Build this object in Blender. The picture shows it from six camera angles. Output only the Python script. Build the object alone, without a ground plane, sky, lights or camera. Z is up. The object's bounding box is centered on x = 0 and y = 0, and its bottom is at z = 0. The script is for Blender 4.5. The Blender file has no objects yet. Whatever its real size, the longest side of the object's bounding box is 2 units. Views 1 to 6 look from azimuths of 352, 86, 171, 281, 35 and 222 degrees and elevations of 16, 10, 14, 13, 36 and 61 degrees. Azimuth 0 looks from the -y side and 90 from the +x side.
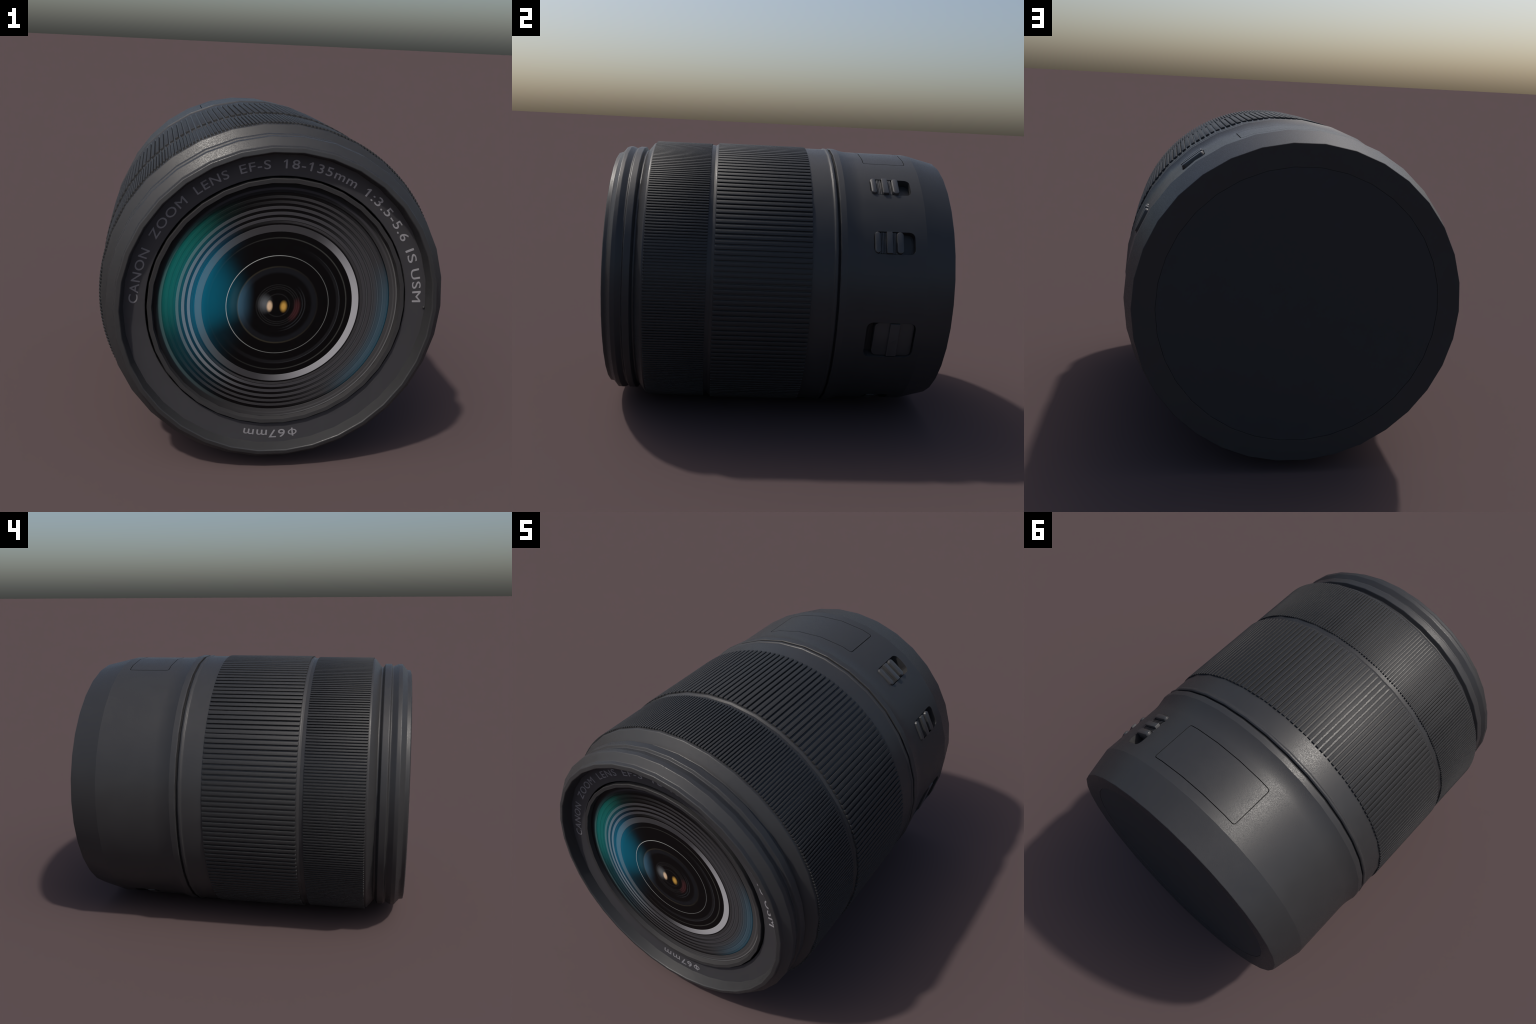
import bpy, bmesh, math
from math import sin, cos, pi, radians, sqrt, atan2, hypot
from mathutils import Vector, Matrix

# ------------------------------------------------------------------ frame
ZC = 0.8265          # height of the optical axis (axis runs along y)
NSEG = 34            # the barrel is a 34-sided turning
STEP = 2 * pi / NSEG
PHASE = STEP / 2     # a flat facet looks straight up

scene = bpy.context.scene


def P(y, r, th):
    """point on the barrel: th = 0 is up, 90 degrees is +x"""
    return Vector((r * sin(th), y, ZC + r * cos(th)))


# ------------------------------------------------------------------ node helpers
class Sock:
    """tiny expression layer over math nodes"""
    def __init__(self, nt, s):
        self.nt, self.s = nt, s

    def _m(self, op, *args, clamp=False):
        n = self.nt.nodes.new('ShaderNodeMath')
        n.operation = op
        n.use_clamp = clamp
        for i, a in enumerate((self,) + args):
            if isinstance(a, Sock):
                self.nt.links.new(a.s, n.inputs[i])
            else:
                n.inputs[i].default_value = a
        return Sock(self.nt, n.outputs[0])

    def __add__(s, o): return s._m('ADD', o)
    __radd__ = __add__
    def __sub__(s, o): return s._m('SUBTRACT', o)
    def __mul__(s, o): return s._m('MULTIPLY', o)
    __rmul__ = __mul__
    def __truediv__(s, o): return s._m('DIVIDE', o)
    def __pow__(s, o): return s._m('POWER', o)
    def sqrt(s): return s._m('SQRT')
    def abs(s): return s._m('ABSOLUTE')
    def max(s, o): return s._m('MAXIMUM', o)
    def min(s, o): return s._m('MINIMUM', o)

    def step(s, a, b):
        """smooth 0..1 as the value runs from a to b (a may exceed b)"""
        n = s.nt.nodes.new('ShaderNodeMapRange')
        n.interpolation_type = 'SMOOTHSTEP'
        s.nt.links.new(s.s, n.inputs['Value'])
        if a < b:
            lo, hi, o0, o1 = a, b, 0.0, 1.0
        else:
            lo, hi, o0, o1 = b, a, 1.0, 0.0
        n.inputs['From Min'].default_value = lo
        n.inputs['From Max'].default_value = hi
        n.inputs['To Min'].default_value = o0
        n.inputs['To Max'].default_value = o1
        return Sock(s.nt, n.outputs['Result'])

    def band(s, c, w, soft):
        """1 inside c-w..c+w, falling off over soft"""
        return (s - c).abs().step(w + soft, w)


def new_mat(name, rough=0.5, spec=0.5):
    m = bpy.data.materials.new(name)
    m.use_nodes = True
    nt = m.node_tree
    b = nt.nodes['Principled BSDF']
    b.inputs['Roughness'].default_value = rough
    b.inputs['Specular IOR Level'].default_value = spec
    return m, nt, b


def noise(nt, scale, detail=2.0, rough=0.5, coord='Object'):
    tc = nt.nodes.new('ShaderNodeTexCoord')
    n = nt.nodes.new('ShaderNodeTexNoise')
    n.inputs['Scale'].default_value = scale
    n.inputs['Detail'].default_value = detail
    n.inputs['Roughness'].default_value = rough
    nt.links.new(tc.outputs[coord], n.inputs['Vector'])
    return Sock(nt, n.outputs['Fac'])


def grainy(name, col, rough, spec, grain=0.10, bump=0.10, scale=210.0, mottle=0.08):
    """moulded plastic: even colour, fine grain in gloss and relief"""
    m, nt, b = new_mat(name, rough, spec)
    fine = noise(nt, scale, 2.0, 0.6)
    wide = noise(nt, 9.0, 3.0, 0.5)
    k = (wide - 0.5) * (2 * mottle) + 1.0 + (fine - 0.5) * 0.10
    mix = nt.nodes.new('ShaderNodeVectorMath')
    mix.operation = 'SCALE'
    mix.inputs[0].default_value = col
    nt.links.new(k.s, mix.inputs['Scale'])
    nt.links.new(mix.outputs[0], b.inputs['Base Color'])
    rr = (fine - 0.5) * (2 * grain) + (wide - 0.5) * 0.10 + rough
    nt.links.new(rr.s, b.inputs['Roughness'])
    bn = nt.nodes.new('ShaderNodeBump')
    bn.inputs['Strength'].default_value = bump
    bn.inputs['Distance'].default_value = 0.002
    nt.links.new(fine.s, bn.inputs['Height'])
    nt.links.new(bn.outputs[0], b.inputs['Normal'])
    return m


MAT_BARREL = grainy('barrel_plastic', (0.0320, 0.0318, 0.0330), 0.44, 0.37, grain=0.34, bump=0.10, scale=260)
MAT_RIB = grainy('grip_rubber', (0.0225, 0.0228, 0.0238), 0.58, 0.35, grain=0.06, bump=0.06)
MAT_NAME = grainy('name_ring_plastic', (0.041, 0.0395, 0.0435), 0.66, 0.25, grain=0.05, bump=0.10, scale=320)
MAT_RETAIN = grainy('retaining_ring_metal', (0.030, 0.029, 0.030), 0.6, 0.3, grain=0.03, bump=0.03)
MAT_KNOB = grainy('switch_plastic', (0.042, 0.042, 0.043), 0.36, 0.5, grain=0.05, bump=0.03)
MAT_DARK = grainy('slot_black', (0.012, 0.012, 0.013), 0.7, 0.2, grain=0.02, bump=0.02)
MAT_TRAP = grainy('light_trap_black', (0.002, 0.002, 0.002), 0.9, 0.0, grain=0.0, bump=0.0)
MAT_CAP = grainy('rear_cap_plastic', (0.036, 0.036, 0.038), 0.65, 0.25, grain=0.03, bump=0.03)


def paint_mat():
    """pale grey print, baked light in the colour brightens it towards the right"""
    m, nt, b = new_mat('lettering_paint', 0.6, 0.25)
    tc = nt.nodes.new('ShaderNodeTexCoord')
    sp = nt.nodes.new('ShaderNodeSeparateXYZ')
    nt.links.new(tc.outputs['Object'], sp.inputs[0])
    k = Sock(nt, sp.outputs['X']).step(-0.55, 0.75) * 0.09 + 0.185 + (noise(nt, 240.0) - 0.5) * 0.05
    v = nt.nodes.new('ShaderNodeVectorMath')
    v.operation = 'SCALE'
    v.inputs[0].default_value = (1.0, 0.975, 1.03)
    nt.links.new(k.s, v.inputs['Scale'])
    nt.links.new(v.outputs[0], b.inputs['Base Color'])
    return m


MAT_TEXT = paint_mat()


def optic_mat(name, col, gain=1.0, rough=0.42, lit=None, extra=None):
    """coated optics: a base tone plus a lit side and teal and blue reflections
    painted into the colour, laid out in polar coordinates round the optical axis"""
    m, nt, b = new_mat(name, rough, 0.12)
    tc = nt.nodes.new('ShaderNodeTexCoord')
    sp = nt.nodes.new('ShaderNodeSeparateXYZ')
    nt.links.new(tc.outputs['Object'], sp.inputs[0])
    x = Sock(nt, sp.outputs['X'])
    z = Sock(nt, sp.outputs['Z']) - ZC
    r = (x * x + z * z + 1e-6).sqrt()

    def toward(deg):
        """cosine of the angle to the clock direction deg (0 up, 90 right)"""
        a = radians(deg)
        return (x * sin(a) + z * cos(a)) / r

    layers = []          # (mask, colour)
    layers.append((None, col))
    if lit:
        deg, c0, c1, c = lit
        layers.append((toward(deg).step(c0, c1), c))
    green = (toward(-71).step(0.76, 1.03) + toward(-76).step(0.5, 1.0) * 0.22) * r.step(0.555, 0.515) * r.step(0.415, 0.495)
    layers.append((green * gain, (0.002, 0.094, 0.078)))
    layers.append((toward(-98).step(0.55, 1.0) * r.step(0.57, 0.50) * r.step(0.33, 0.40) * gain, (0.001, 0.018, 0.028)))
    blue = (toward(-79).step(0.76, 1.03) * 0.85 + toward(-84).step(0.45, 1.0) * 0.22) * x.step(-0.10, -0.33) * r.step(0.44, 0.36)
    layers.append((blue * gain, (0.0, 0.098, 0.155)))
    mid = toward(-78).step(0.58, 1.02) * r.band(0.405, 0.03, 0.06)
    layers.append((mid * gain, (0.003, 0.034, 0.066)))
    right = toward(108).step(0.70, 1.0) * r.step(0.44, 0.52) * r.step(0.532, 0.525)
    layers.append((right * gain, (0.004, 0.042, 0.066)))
    if extra:
        layers += extra(nt, x, z, r, toward)
    acc = None
    for mask, c in layers:
        v = nt.nodes.new('ShaderNodeVectorMath')
        v.operation = 'SCALE'
        v.inputs[0].default_value = c
        if mask is None:
            v.inputs['Scale'].default_value = 1.0
        else:
            nt.links.new(mask.s, v.inputs['Scale'])
        if acc is None:
            acc = v.outputs[0]
        else:
            ad = nt.nodes.new('ShaderNodeVectorMath')
            ad.operation = 'ADD'
            nt.links.new(acc, ad.inputs[0])
            nt.links.new(v.outputs[0], ad.inputs[1])
            acc = ad.outputs[0]
    nt.links.new(acc, b.inputs['Base Color'])
    return m


def pupil(nt, x, z, r, toward):
    """painted on the glass: inner lens edges, a glint, a glow, two amber dots"""
    out = []

    def ring(c, w, soft, col, k=None):
        mk = r.band(c, w, soft)
        if k is not None:
            mk = mk * k
        out.append((mk, col))

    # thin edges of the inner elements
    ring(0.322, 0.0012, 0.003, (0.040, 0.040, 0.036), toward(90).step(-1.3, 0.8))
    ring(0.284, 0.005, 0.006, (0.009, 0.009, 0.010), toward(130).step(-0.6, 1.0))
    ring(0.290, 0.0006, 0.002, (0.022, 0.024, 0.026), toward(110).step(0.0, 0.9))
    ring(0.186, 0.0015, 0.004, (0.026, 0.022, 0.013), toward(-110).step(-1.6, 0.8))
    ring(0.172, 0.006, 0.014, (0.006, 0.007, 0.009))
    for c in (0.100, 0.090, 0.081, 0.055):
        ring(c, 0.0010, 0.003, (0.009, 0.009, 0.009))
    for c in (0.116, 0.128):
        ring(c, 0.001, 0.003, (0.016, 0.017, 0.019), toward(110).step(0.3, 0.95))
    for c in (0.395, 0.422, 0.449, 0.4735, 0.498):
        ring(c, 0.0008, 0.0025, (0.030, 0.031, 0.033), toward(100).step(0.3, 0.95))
    # grey fill between the baffles, stronger towards the right
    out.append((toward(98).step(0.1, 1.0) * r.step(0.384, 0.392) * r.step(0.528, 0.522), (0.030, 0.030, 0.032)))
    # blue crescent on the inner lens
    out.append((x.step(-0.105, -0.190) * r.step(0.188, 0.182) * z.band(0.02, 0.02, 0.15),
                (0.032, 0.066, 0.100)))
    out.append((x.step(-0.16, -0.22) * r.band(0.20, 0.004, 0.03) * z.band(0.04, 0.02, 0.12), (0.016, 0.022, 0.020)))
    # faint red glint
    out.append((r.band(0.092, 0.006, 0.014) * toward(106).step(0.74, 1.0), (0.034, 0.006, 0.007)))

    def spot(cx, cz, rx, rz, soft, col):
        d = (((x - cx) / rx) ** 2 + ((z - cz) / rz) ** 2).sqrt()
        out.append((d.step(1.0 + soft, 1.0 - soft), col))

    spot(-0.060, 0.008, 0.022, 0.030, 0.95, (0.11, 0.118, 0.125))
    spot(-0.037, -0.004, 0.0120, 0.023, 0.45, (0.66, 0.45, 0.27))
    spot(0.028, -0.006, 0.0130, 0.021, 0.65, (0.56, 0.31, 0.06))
    return out


def rim_lines(nt, x, z, r, toward):
    """edge of the front element: a pale line on one side, grey streaks on the other"""
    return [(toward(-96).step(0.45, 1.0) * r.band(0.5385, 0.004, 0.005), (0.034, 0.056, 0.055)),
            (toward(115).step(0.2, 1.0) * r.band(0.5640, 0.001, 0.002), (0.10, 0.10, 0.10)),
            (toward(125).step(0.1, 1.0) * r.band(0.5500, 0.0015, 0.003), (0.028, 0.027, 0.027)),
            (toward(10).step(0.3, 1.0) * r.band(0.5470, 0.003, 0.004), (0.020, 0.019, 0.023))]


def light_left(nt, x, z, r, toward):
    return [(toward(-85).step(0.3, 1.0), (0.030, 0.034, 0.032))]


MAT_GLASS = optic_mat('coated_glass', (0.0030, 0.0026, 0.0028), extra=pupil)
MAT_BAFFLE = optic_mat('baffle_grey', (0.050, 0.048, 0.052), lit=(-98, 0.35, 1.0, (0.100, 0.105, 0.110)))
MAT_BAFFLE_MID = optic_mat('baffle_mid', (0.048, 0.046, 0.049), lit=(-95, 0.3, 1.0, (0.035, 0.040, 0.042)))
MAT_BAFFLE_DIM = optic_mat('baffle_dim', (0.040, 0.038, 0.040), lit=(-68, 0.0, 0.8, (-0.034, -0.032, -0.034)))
MAT_RIM = optic_mat('glass_rim_grey', (0.009, 0.009, 0.010), lit=(128, -0.4, 0.95, (0.045, 0.043, 0.043)), extra=rim_lines)
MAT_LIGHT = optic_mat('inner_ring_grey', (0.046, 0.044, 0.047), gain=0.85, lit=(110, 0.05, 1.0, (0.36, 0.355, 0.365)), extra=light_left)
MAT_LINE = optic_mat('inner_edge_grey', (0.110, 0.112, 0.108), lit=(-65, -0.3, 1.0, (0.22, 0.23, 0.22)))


# ------------------------------------------------------------------ mesh helpers
def finish(name, me, mat, parent=None, sharp=30.0):
    if mat:
        me.materials.append(mat)
    if sharp is not None:
        me.shade_smooth()
        me.set_sharp_from_angle(angle=radians(sharp))
    ob = bpy.data.objects.new(name, me)
    scene.collection.objects.link(ob)
    if parent:
        ob.parent = parent
    return ob


def round_profile(pts, rad, n=3, support=True):
    """round the corners of an open (y, r) polyline; rad may be a list"""
    out = [Vector(pts[0])]
    for i in range(1, len(pts) - 1):
        p, a, b = Vector(pts[i]), Vector(pts[i - 1]), Vector(pts[i + 1])
        R = rad[i] if isinstance(rad, (list, tuple)) else rad
        da, db = (a - p), (b - p)
        la, lb = da.length, db.length
        da.normalize(); db.normalize()
        t = min(R, la * 0.42, lb * 0.42)
        if R <= 0 or da.dot(db) < -0.999:
            out.append(p)
            continue
        s, e = p + da * t, p + db * t
        if support:
            out.append(p + da * min(t * 1.5, la * 0.48))
        for k in range(n + 1):
            u = k / n
            out.append(s.lerp(p, u).lerp(p.lerp(e, u), u))
        if support:
            out.append(p + db * min(t * 1.5, lb * 0.48))
    out.append(Vector(pts[-1]))
    return out


def lathe_mesh(name, prof, nseg=NSEG, phase=PHASE, closed=False):
    bm = bmesh.new()
    rows = []
    fit = 1.0035 if nseg == NSEG else 1.0     # radii below are mid-way between facet and corner
    for (y, r) in prof:
        r = r * fit
        if r < 1e-6:
            rows.append([bm.verts.new(P(y, 0, 0))] * nseg)
        else:
            rows.append([bm.verts.new(P(y, r, phase + 2 * pi * k / nseg)) for k in range(nseg)])
    m = len(rows)
    for i in range(m if closed else m - 1):
        a, b = rows[i], rows[(i + 1) % m]
        for k in range(nseg):
            q = []
            for v in (a[k], b[k], b[(k + 1) % nseg], a[(k + 1) % nseg]):
                if v not in q:
                    q.append(v)
            if len(q) > 2:
                bm.faces.new(q)
    bmesh.ops.recalc_face_normals(bm, faces=bm.faces)
    me = bpy.data.meshes.new(name)
    bm.to_mesh(me)
    bm.free()
    return me


def box(bm, lo, hi, bev=0.0, seg=2):
    m = Matrix.Translation((Vector(lo) + Vector(hi)) / 2) @ Matrix.Diagonal((*(Vector(hi) - Vector(lo)), 1))
    g = bmesh.ops.create_cube(bm, size=1.0, matrix=m)
    if bev > 0:
        es = set()
        for v in g['verts']:
            es.update(v.link_edges)
        bmesh.ops.bevel(bm, geom=list(es), offset=bev, segments=seg, profile=0.5, affect='EDGES', clamp_overlap=True)


# ------------------------------------------------------------------ the thing
lens = bpy.data.objects.new('camera_lens', None)
scene.collection.objects.link(lens)
lens['label'] = 'black zoom camera lens lying on its side'
lens['category'] = 'camera lens'

# ------------------------------------------------------------------ front rim
front = [(-0.940, 0.6985), (-0.9965, 0.7122), (-1.000, 0.7160), (-0.9960, 0.7345), (-0.9930, 0.7378),
         (-0.973, 0.7405), (-0.943, 0.7765), (-0.920, 0.7775), (-0.8895, 0.7640), (-0.8835, 0.7640),
         (-0.8750, 0.7775), (-0.8375, 0.7775), (-0.8235, 0.7560), (-0.8150, 0.7560),
         (-0.7730, 0.8085), (-0.7640, 0.8100), (-0.7560, 0.8100), (-0.7560, 0.700), (-0.93, 0.700)]
finish('front_rim', lathe_mesh('front_rim', round_profile(front, 0.0030, 3)), MAT_BARREL, lens)

# small square mark on the second bead and the filter-thread pin
bm = bmesh.new()
for lo, hi in (((-0.860, -0.009), (-0.842, -0.0075)), ((-0.860, 0.0075), (-0.842, 0.009)),
               ((-0.860, -0.0075), (-0.8585, 0.0075)), ((-0.8435, -0.0075), (-0.842, 0.0075))):
    box(bm, (0.7745, lo[0], ZC + lo[1]), (0.7782, hi[0], ZC + hi[1]))
me = bpy.data.meshes.new('index_mark'); bm.to_mesh(me); bm.free()
finish('index_mark', me, MAT_DARK, lens)
bm = bmesh.new()
bmesh.ops.create_uvsphere(bm, u_segments=16, v_segments=10, radius=0.0062, matrix=Matrix.Translation((0.695, -0.944, ZC - 0.006)))
me = bpy.data.meshes.new('rim_pin'); bm.to_mesh(me); bm.free()
finish('rim_pin', me, MAT_BARREL, lens, 180)

# ------------------------------------------------------------------ name ring with lettering
NY0, NY1 = -0.944, -0.936            # outer edge, inner edge of the sloping name ring
name_prof = [(-0.930, 0.712), (NY0, 0.706), (NY1, 0.6042), (-0.870, 0.6040)]
name_ring = finish('name_ring', lathe_mesh('name_ring', round_profile(name_prof, 0.003, 3), 102), MAT_NAME, lens)


def arc_text(s, a0, a1, base=0.638, cap=0.039, lift=0.0004):
    """a word set along the ring from clock angle a0 to a1, tops outward"""
    cu = bpy.data.curves.new('lettering', 'FONT')
    cu.body = s
    cu.size = 1.0
    cu.extrude = 0.0
    cu.bevel_depth = 0.007
    cu.bevel_resolution = 0
    cu.space_character = 1.12
    cu.resolution_u = 6
    tmp = bpy.data.objects.new('tmp', cu)
    scene.collection.objects.link(tmp)
    dg = bpy.context.evaluated_depsgraph_get()
    me = bpy.data.meshes.new_from_object(tmp.evaluated_get(dg))
    bpy.data.objects.remove(tmp)
    bpy.data.curves.remove(cu)
    bm = bmesh.new()
    bm.from_mesh(me)
    for i, ch in enumerate(s):
        if ch == '1':                  # the plain figure gets its flag
            xr = text_right(s[:i + 1])
            q = [(xr - 0.07, CAPH + 0.005), (xr - 0.23, CAPH - 0.125), (xr - 0.23, CAPH - 0.235), (xr - 0.07, CAPH - 0.115)]
            bm.faces.new([bm.verts.new((px, py, 0.0095)) for px, py in q])
    xs = [v.co.x for v in bm.verts]
    x0, x1 = min(xs), max(xs)
    sy = cap / CAPH
    # the bevelled strokes keep a sliver of depth; bend the word round the axis
    for v in bm.verts:
        d = v.co.z * 0.10
        r = base + v.co.y * sy
        th = radians(a0 + (a1 - a0) * (v.co.x - x0) / (x1 - x0))
        surf = NY1 + (NY0 - NY1) * (r - 0.6025) / (0.706 - 0.6025)
        v.co = P(surf - lift - d, r, th)
    bmesh.ops.recalc_face_normals(bm, faces=bm.faces)
    bm.to_mesh(me)
    bm.free()
    me.name = 'lettering'
    return finish('lettering', me, MAT_TEXT, name_ring, None)


def text_right(body):
    cu = bpy.data.curves.new('measure', 'FONT')
    cu.body = body
    cu.space_character = 1.12
    o = bpy.data.objects.new('measure', cu)
    scene.collection.objects.link(o)
    me = bpy.data.meshes.new_from_object(o.evaluated_get(bpy.context.evaluated_depsgraph_get()))
    w = max(v.co.x for v in me.vertices)
    bpy.data.objects.remove(o); bpy.data.curves.remove(cu); bpy.data.meshes.remove(me)
    return w


def cap_height():
    cu = bpy.data.curves.new('cap', 'FONT')
    cu.body = 'E'
    o = bpy.data.objects.new('cap', cu)
    scene.collection.objects.link(o)
    me = bpy.data.meshes.new_from_object(o.evaluated_get(bpy.context.evaluated_depsgraph_get()))
    h = max(v.co.y for v in me.vertices)
    bpy.data.objects.remove(o); bpy.data.curves.remove(cu); bpy.data.meshes.remove(me)
    return h


CAPH = cap_height()
for word, a0, a1 in (('CANON', -88.6, -65.9), ('ZOOM', -60.9, -41.2), ('LENS', -36.5, -22.3),
                     ('EF-S', -17.8, -5.8), ('18-135mm', -0.9, 29.6), ('1:3.5-5.6', 34.0, 60.9),
                     ('IS', 65.2, 71.0), ('USM', 74.0, 88.4), ('67mm', 173.9, 191.9)):
    arc_text(word, a0, a1)
# the diameter sign: a small ring crossed by a stem
arc_text('O', 168.9, 172.7, 0.645, 0.027)
arc_text('I', 170.45, 171.15, 0.638, 0.041, 0.0003)

# ------------------------------------------------------------------ glass and its rings
GY = -0.925
retain = [(-0.870, 0.5950), (-0.9480, 0.5945), (-0.9510, 0.5925), (-0.9495, 0.5745), (-0.922, 0.5685)]
finish('retaining_ring', lathe_mesh('retaining_ring', round_profile(retain, 0.0005, 2)), MAT_RETAIN, lens)
gap = [(-0.885, 0.614), (-0.885, 0.585)]
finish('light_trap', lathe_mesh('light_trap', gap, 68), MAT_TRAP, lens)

glass_prof = [(GY - 0.0025 * (1 - (i / 24) ** 2), 0.572 * i / 24) for i in range(25)]
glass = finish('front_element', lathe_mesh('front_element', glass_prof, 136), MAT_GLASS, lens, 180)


def gsurf(r):
    return GY - 0.0025 * (1 - (r / 0.572) ** 2)


def optic_ring(name, r0, r1, h, mat):
    """a low flat ring with soft edges standing on the glass plane"""
    c = (r0 + r1) / 2
    y0, y1 = gsurf(c) + 0.001, gsurf(c) - h
    pr = round_profile([(y0, r0), (y1, r0 + 0.0004), (y1, r1 - 0.0004), (y0, r1)], 0.0004, 2)
    return finish(name, lathe_mesh(name, pr, 136), mat, glass, 60)


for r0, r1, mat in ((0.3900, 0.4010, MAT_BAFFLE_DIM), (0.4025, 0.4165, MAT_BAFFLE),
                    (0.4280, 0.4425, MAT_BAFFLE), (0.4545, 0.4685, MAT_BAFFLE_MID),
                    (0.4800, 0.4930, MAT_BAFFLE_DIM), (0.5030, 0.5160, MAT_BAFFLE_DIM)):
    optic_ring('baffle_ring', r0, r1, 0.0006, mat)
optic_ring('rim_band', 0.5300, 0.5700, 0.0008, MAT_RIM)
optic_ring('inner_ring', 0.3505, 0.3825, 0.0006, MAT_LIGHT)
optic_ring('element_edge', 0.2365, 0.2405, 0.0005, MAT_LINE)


# ------------------------------------------------------------------ grip rings
def grip_ring(name, prof, y0, y1, rtop, count, fill, rib_name, phase, bev):
    base = finish(name, lathe_mesh(name, round_profile(prof, 0.0022, 3)), MAT_BARREL, lens)
    w = 2 * pi * rtop / count * fill
    bm = bmesh.new()
    box(bm, (-w / 2, y0, rtop - 0.026), (w / 2, y1, rtop), bev, 2)
    me = bpy.data.meshes.new(rib_name)
    bm.to_mesh(me)
    bm.free()
    me.materials.append(MAT_RIB)
    me.shade_smooth()
    me.set_sharp_from_angle(angle=radians(50))
    for i in range(count):
        o = bpy.data.objects.new(rib_name, me)
        scene.collection.objects.link(o)
        o.parent = base
        o.location = (0, 0, ZC)
        o.rotation_euler = (0, phase + 2 * pi * i / count, 0)
    return base


focus_prof = [(-0.756, 0.70), (-0.756, 0.8110), (-0.4130, 0.8110), (-0.3900, 0.8078), (-0.388, 0.700)]
grip_ring('focus_ring', focus_prof, -0.7615, -0.4150, 0.8195, 289, 0.62, 'focus_rib', radians(0.0), 0.0010)
zoom_prof = [(-0.394, 0.70), (-0.394, 0.8060), (-0.3855, 0.8110), (-0.3790, 0.8150), (-0.3700, 0.8155), (0.10, 0.8160),
             (0.290, 0.8165), (0.2965, 0.8175), (0.3010, 0.8220), (0.3110, 0.8225), (0.3180, 0.8170), (0.3180, 0.70)]
grip_ring('zoom_ring', zoom_prof, -0.3730, 0.1710, 0.8255, 170, 0.68, 'zoom_rib', radians(0.0), 0.0013)

# ------------------------------------------------------------------ rear barrel
def barrel_r(y):
    """outer radius of the rear barrel"""
    if y < 0.366:
        return 0.8225
    if y < 0.470:                      # hollow slope behind the bead
        u = (y - 0.366) / 0.104
        return 0.8225 + (0.8040 - 0.8225) * (1 - (1 - u) ** 2.0) 
    if y < 0.826:
        return 0.8040 - 0.0015 * (y - 0.470) / 0.356
    return 0.8025 + (0.7600 - 0.8025) * (y - 0.826) / (1.0 - 0.826)


outer = [(0.3300, 0.8190), (0.3325, 0.8220), (0.3365, 0.8225)]
outer += [(0.366 + 0.104 * k / 10, barrel_r(0.366 + 0.104 * k / 10)) for k in range(0, 11)]
outer += [(0.60, barrel_r(0.60)), (0.72, barrel_r(0.72)), (0.826, 0.8025), (0.998, 0.7605), (1.0, 0.7585)]
loop = outer + [(0.9935, 0.6556), (0.989, 0.6552), (0.989, 0.640), (0.960, 0.640), (0.960, 0.735), (0.3300, 0.735)]
barrel_me = lathe_mesh('rear_barrel', loop, closed=True)
barrel = finish('rear_barrel', barrel_me, MAT_BARREL, lens, None)
barrel_me.materials.append(MAT_DARK)
finish('slip_gap', lathe_mesh('slip_gap', [(0.316, 0.735), (0.316, 0.808), (0.3315, 0.808), (0.3315, 0.735)]), MAT_DARK, lens)


def rrect(a0, a1, y0, y1, rad, n=5, grow=0.0, div=6):
    """rounded rectangle on the barrel as a list of (arc length, y); a in degrees"""
    s0, s1 = radians(a0) * 0.8 - grow, radians(a1) * 0.8 + grow
    y0, y1 = y0 - grow, y1 + grow
    rad = rad + grow
    pts = []
    for cx, cy, st in ((s1 - rad, y1 - rad, 0), (s0 + rad, y1 - rad, 90), (s0 + rad, y0 + rad, 180), (s1 - rad, y0 + rad, 270)):
        for k in range(n + 1):
            a = radians(st + 90 * k / n)
            pts.append((cx + rad * cos(a), cy + rad * sin(a)))
    # extra points on long sides so that the outline follows the curve
    out = []
    for i, p in enumerate(pts):
        q = pts[(i + 1) % len(pts)]
        d = max(1, int(hypot(q[0] - p[0], q[1] - p[1]) / 0.03))
        out += [(p[0] + (q[0] - p[0]) * k / d, p[1] + (q[1] - p[1]) * k / d) for k in range(d)]
    return out


def prism(bm, pts, r0, r1, inset=None):
    """solid over a rounded rectangle between two radii of the barrel"""
    lo = [bm.verts.new(P(y, r0, s / 0.8)) for s, y in pts]
    hi = [bm.verts.new(P(y, r1, s / 0.8)) for s, y in pts]
    n = len(pts)
    for i in range(n):
        j = (i + 1) % n
        bm.faces.new((lo[i], lo[j], hi[j], hi[i]))
    return lo, hi


def cutter(pts, r0, r1):
    bm = bmesh.new()
    lo, hi = prism(bm, pts, r0, r1)
    bm.faces.new(lo); bm.faces.new(hi)
    bmesh.ops.triangulate(bm, faces=bm.faces)
    bmesh.ops.recalc_face_normals(bm, faces=bm.faces)
    me = bpy.data.meshes.new('cut'); bm.to_mesh(me); bm.free()
    me.materials.append(MAT_BARREL)
    o = bpy.data.objects.new('cut', me)
    scene.collection.objects.link(o)
    return o


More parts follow.
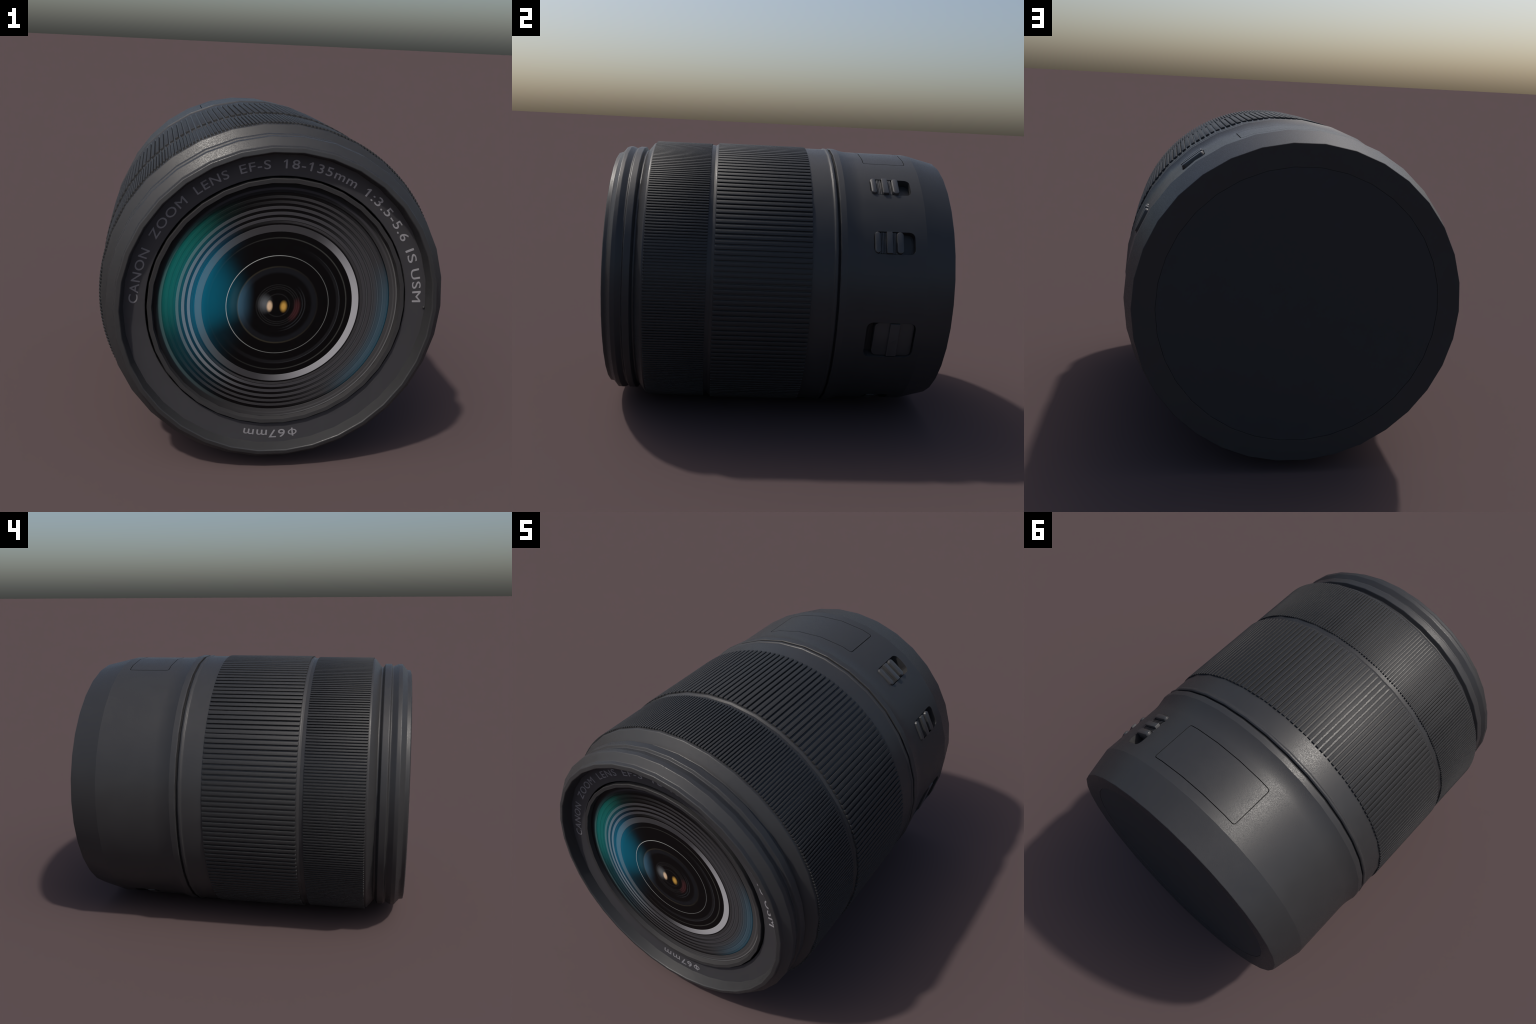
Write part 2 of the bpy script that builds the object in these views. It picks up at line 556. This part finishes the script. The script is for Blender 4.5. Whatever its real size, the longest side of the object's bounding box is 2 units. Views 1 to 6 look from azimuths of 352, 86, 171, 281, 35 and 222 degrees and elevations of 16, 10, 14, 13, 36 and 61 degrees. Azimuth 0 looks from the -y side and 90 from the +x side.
def frame_cutter(pts_out, pts_in, r0, r1):
    bm = bmesh.new()
    a = [[bm.verts.new(P(y, r, s / 0.8)) for s, y in pts] for pts in (pts_out, pts_in) for r in (r0, r1)]
    n = len(pts_out)
    for i in range(n):
        j = (i + 1) % n
        bm.faces.new((a[0][i], a[0][j], a[1][j], a[1][i]))
        bm.faces.new((a[2][j], a[2][i], a[3][i], a[3][j]))
        bm.faces.new((a[1][i], a[1][j], a[3][j], a[3][i]))
        bm.faces.new((a[0][j], a[0][i], a[2][i], a[2][j]))
    bmesh.ops.recalc_face_normals(bm, faces=bm.faces)
    me = bpy.data.meshes.new('cut'); bm.to_mesh(me); bm.free()
    me.materials.append(MAT_DARK)
    o = bpy.data.objects.new('cut', me)
    scene.collection.objects.link(o)
    return o


def frame_pts(a0, a1, y0, y1, rad, w, n=6, div=24):
    """matching outer and inner outlines of a thin frame"""
    res = []
    for g in (w / 2, -w / 2):
        s0, s1 = radians(a0) * 0.8 - g, radians(a1) * 0.8 + g
        b0, b1 = y0 - g, y1 + g
        rr = rad + g
        pts = []
        corners = [(s1 - rr, b1 - rr, 0), (s0 + rr, b1 - rr, 90), (s0 + rr, b0 + rr, 180), (s1 - rr, b0 + rr, 270)]
        for ci, (cx, cy, st) in enumerate(corners):
            arc = [(cx + rr * cos(radians(st + 90 * k / n)), cy + rr * sin(radians(st + 90 * k / n))) for k in range(n + 1)]
            pts += arc
            nx, ny, st2 = corners[(ci + 1) % 4]
            e = (nx + rr * cos(radians(st2)), ny + rr * sin(radians(st2)))
            m = div if ci in (0, 2) else 2
            pts += [(arc[-1][0] + (e[0] - arc[-1][0]) * k / m, arc[-1][1] + (e[1] - arc[-1][1]) * k / m) for k in range(1, m)]
        res.append(pts)
    return res


SW = ((33.4, 42.6, 0.520, 0.760), (60.4, 69.8, 0.520, 0.758))
LOCK = (97.8, 114.3, 0.500, 0.785)
BELLY = (146.5, 213.5, 0.585, 0.745)
cuts = [cutter(rrect(a0, a1, y0, y1, 0.032), 0.757, 0.90) for a0, a1, y0, y1 in SW]
cuts.append(cutter(rrect(*LOCK, 0.038), 0.745, 0.90))
cuts.append(cutter(rrect(*BELLY, 0.020), 0.772, 0.90))
po, pi_ = frame_pts(-20.7, 20.5, 0.5115, 0.7675, 0.014, 0.0042)
cuts.append(frame_cutter(po, pi_, 0.786, 0.90))
for c in cuts:
    md = barrel.modifiers.new('cut', 'BOOLEAN')
    md.operation = 'DIFFERENCE'
    md.solver = 'EXACT'
    md.material_mode = 'TRANSFER'
    md.object = c
dg = bpy.context.evaluated_depsgraph_get()
me2 = bpy.data.meshes.new_from_object(barrel.evaluated_get(dg))
barrel.modifiers.clear()
barrel.data = me2
me2.name = 'rear_barrel'
for c in cuts:
    bpy.data.objects.remove(c)

# smooth turned normals on the outer skin, crisp ones in the cut-outs
def skin_normal(y, seg_y, th):
    d = 1e-3
    lo, hi = (0.331, 0.366) if seg_y < 0.366 else ((0.366, 0.470) if seg_y < 0.470 else ((0.470, 0.826) if seg_y < 0.826 else (0.826, 1.0)))
    y = min(max(y, lo + 2e-3), hi - 2e-3)
    s = (barrel_r(y + d) - barrel_r(y - d)) / (2 * d)
    return Vector((sin(th), -s, cos(th))).normalized()


me2.shade_smooth()
norms = [None] * len(me2.loops)
for f in me2.polygons:
    c = f.center
    rad = hypot(c.x, c.z - ZC)
    thc = atan2(c.x, c.z - ZC)
    radial = Vector((sin(thc), 0, cos(thc)))
    on_skin = f.normal.dot(radial) > 0.93 and 0.3365 < c.y < 0.9985 and rad > barrel_r(c.y) * 1.0035 - 0.0065
    for li in f.loop_indices:
        v = me2.vertices[me2.loops[li].vertex_index].co
        norms[li] = skin_normal(v.y, c.y, atan2(v.x, v.z - ZC)) if on_skin else f.normal.copy()
me2.normals_split_custom_set(norms)

# ------------------------------------------------------------------ rear cap
cap_prof = [(0.9925, 0.0), (0.9925, 0.40), (0.9925, 0.6537), (0.9918, 0.6542), (0.970, 0.6542)]
finish('rear_cap', lathe_mesh('rear_cap', cap_prof), MAT_CAP, lens)


# ------------------------------------------------------------------ switches
def local_frame(ob, a):
    """local x = along the barrel (world y), local y = round it, local z = outward"""
    th = radians(a)
    ob.matrix_local = Matrix(((0, -cos(th), sin(th), 0), (1, 0, 0, 0), (0, sin(th), cos(th), ZC), (0, 0, 0, 1)))


def rounded_block(bm, x0, x1, hw, z0, z1, corner, bev):
    """block with rounded plan corners and a soft top edge"""
    rings = []
    prof = [(0.0, z0), (0.0, z1 - bev), (bev * 0.3, z1 - bev * 0.3), (bev, z1)]
    for ins, z in prof:
        pts = []
        c = max(corner - ins, 0.0005)
        for cx, cy, st in ((x1 - ins - c, hw - ins - c, 0), (x0 + ins + c, hw - ins - c, 90),
                           (x0 + ins + c, -hw + ins + c, 180), (x1 - ins - c, -hw + ins + c, 270)):
            for k in range(6):
                a = radians(st + 18 * k)
                pts.append(bm.verts.new((cx + c * cos(a), cy + c * sin(a), z)))
        rings.append(pts)
    n = len(rings[0])
    for a, b in zip(rings, rings[1:]):
        for i in range(n):
            j = (i + 1) % n
            bm.faces.new((a[i], a[j], b[j], b[i]))
    bm.faces.new(rings[-1])
    bm.faces.new(list(reversed(rings[0])))


for a0, a1, y0, y1 in SW:
    mid, hw = (a0 + a1) / 2, radians(a1 - a0) / 2 * 0.8 - 0.003
    bm = bmesh.new()
    rounded_block(bm, y0 + 0.004, y0 + 0.168, hw, 0.745, 0.793, 0.029, 0.003)
    me = bpy.data.meshes.new('slide_switch'); bm.to_mesh(me); bm.free()
    sw = finish('slide_switch', me, MAT_KNOB, lens, 35)
    local_frame(sw, mid)

    def sub(name, fn, mat):
        bm = bmesh.new()
        fn(bm)
        me = bpy.data.meshes.new(name); bm.to_mesh(me); bm.free()
        return finish(name, me, mat, sw, 35)

    # three cross bars and the fine ridges in the two valleys between them
    sub('switch_bar', lambda b: rounded_block(b, y0 + 0.004, y0 + 0.038, hw, 0.775, 0.8150, 0.017, 0.010), MAT_KNOB)
    sub('switch_bar', lambda b: rounded_block(b, y0 + 0.072, y0 + 0.104, hw, 0.775, 0.8155, 0.003, 0.002), MAT_KNOB)
    sub('switch_bar', lambda b: rounded_block(b, y0 + 0.130, y0 + 0.169, hw, 0.775, 0.8150, 0.018, 0.008), MAT_KNOB)
    for x in (0.046, 0.055, 0.064, 0.109, 0.1165, 0.124):
        sub('switch_ridge', lambda b: rounded_block(b, y0 + x - 0.0028, y0 + x + 0.0028, hw - 0.001, 0.78, 0.7995, 0.001, 0.0015), MAT_KNOB)

# lock switch: flat plate with a raised bar and an arrow
a0, a1, y0, y1 = LOCK
mid, hw = (a0 + a1) / 2, radians(a1 - a0) / 2 * 0.8
bm = bmesh.new()
rounded_block(bm, y0 + 0.050, y1 - 0.005, hw - 0.006, 0.74, 0.7860, 0.030, 0.004)
me = bpy.data.meshes.new('lock_switch'); bm.to_mesh(me); bm.free()
lock = finish('lock_switch', me, MAT_KNOB, lens, 35)
local_frame(lock, mid)
bm = bmesh.new()
rounded_block(bm, y0 + 0.136, y0 + 0.194, hw - 0.008, 0.775, 0.7990, 0.003, 0.003)
me = bpy.data.meshes.new('lock_bar'); bm.to_mesh(me); bm.free()
finish('lock_bar', me, MAT_KNOB, lock, 35)
bm = bmesh.new()
tri = [(y0 + 0.156, -0.012), (y0 + 0.182, -0.030), (y0 + 0.182, 0.006)]
vs = [bm.verts.new((x, y, 0.7985)) for x, y in tri] + [bm.verts.new((x, y, 0.8003)) for x, y in tri]
bm.faces.new(vs[3:])
for i in range(3):
    bm.faces.new((vs[i], vs[(i + 1) % 3], vs[3 + (i + 1) % 3], vs[3 + i]))
bmesh.ops.recalc_face_normals(bm, faces=bm.faces)
me = bpy.data.meshes.new('arrow_mark'); bm.to_mesh(me); bm.free()
finish('arrow_mark', me, MAT_KNOB, lock, 20)

# curved slider in the belly recess
a0, a1, y0, y1 = BELLY
def curved_block(bm, a0, a1, b0, b1, r0, r1, bev=0.003, n=40):
    """block wrapped round the barrel, its long top edges chamfered"""
    sec = [(b0, r0), (b0, r1 - bev), (b0 + bev, r1), (b1 - bev, r1), (b1, r1 - bev), (b1, r0)]
    rows = [[bm.verts.new(P(y, r, radians(a0 + (a1 - a0) * k / n))) for y, r in sec] for k in range(n + 1)]
    for p, q in zip(rows, rows[1:]):
        for i in range(len(sec) - 1):
            bm.faces.new((p[i], p[i + 1], q[i + 1], q[i]))
    bm.faces.new(rows[0]); bm.faces.new(rows[-1])


bm = bmesh.new()
curved_block(bm, a0 + 0.6, a1 - 0.6, y0 + 0.004, y0 + 0.105, 0.76, 0.797)
curved_block(bm, a0 + 0.6, a1 - 0.6, y0 + 0.020, y0 + 0.070, 0.78, 0.8065)
bmesh.ops.recalc_face_normals(bm, faces=bm.faces)
me = bpy.data.meshes.new('belly_slider'); bm.to_mesh(me); bm.free()
finish('belly_slider', me, MAT_KNOB, lens, 35)
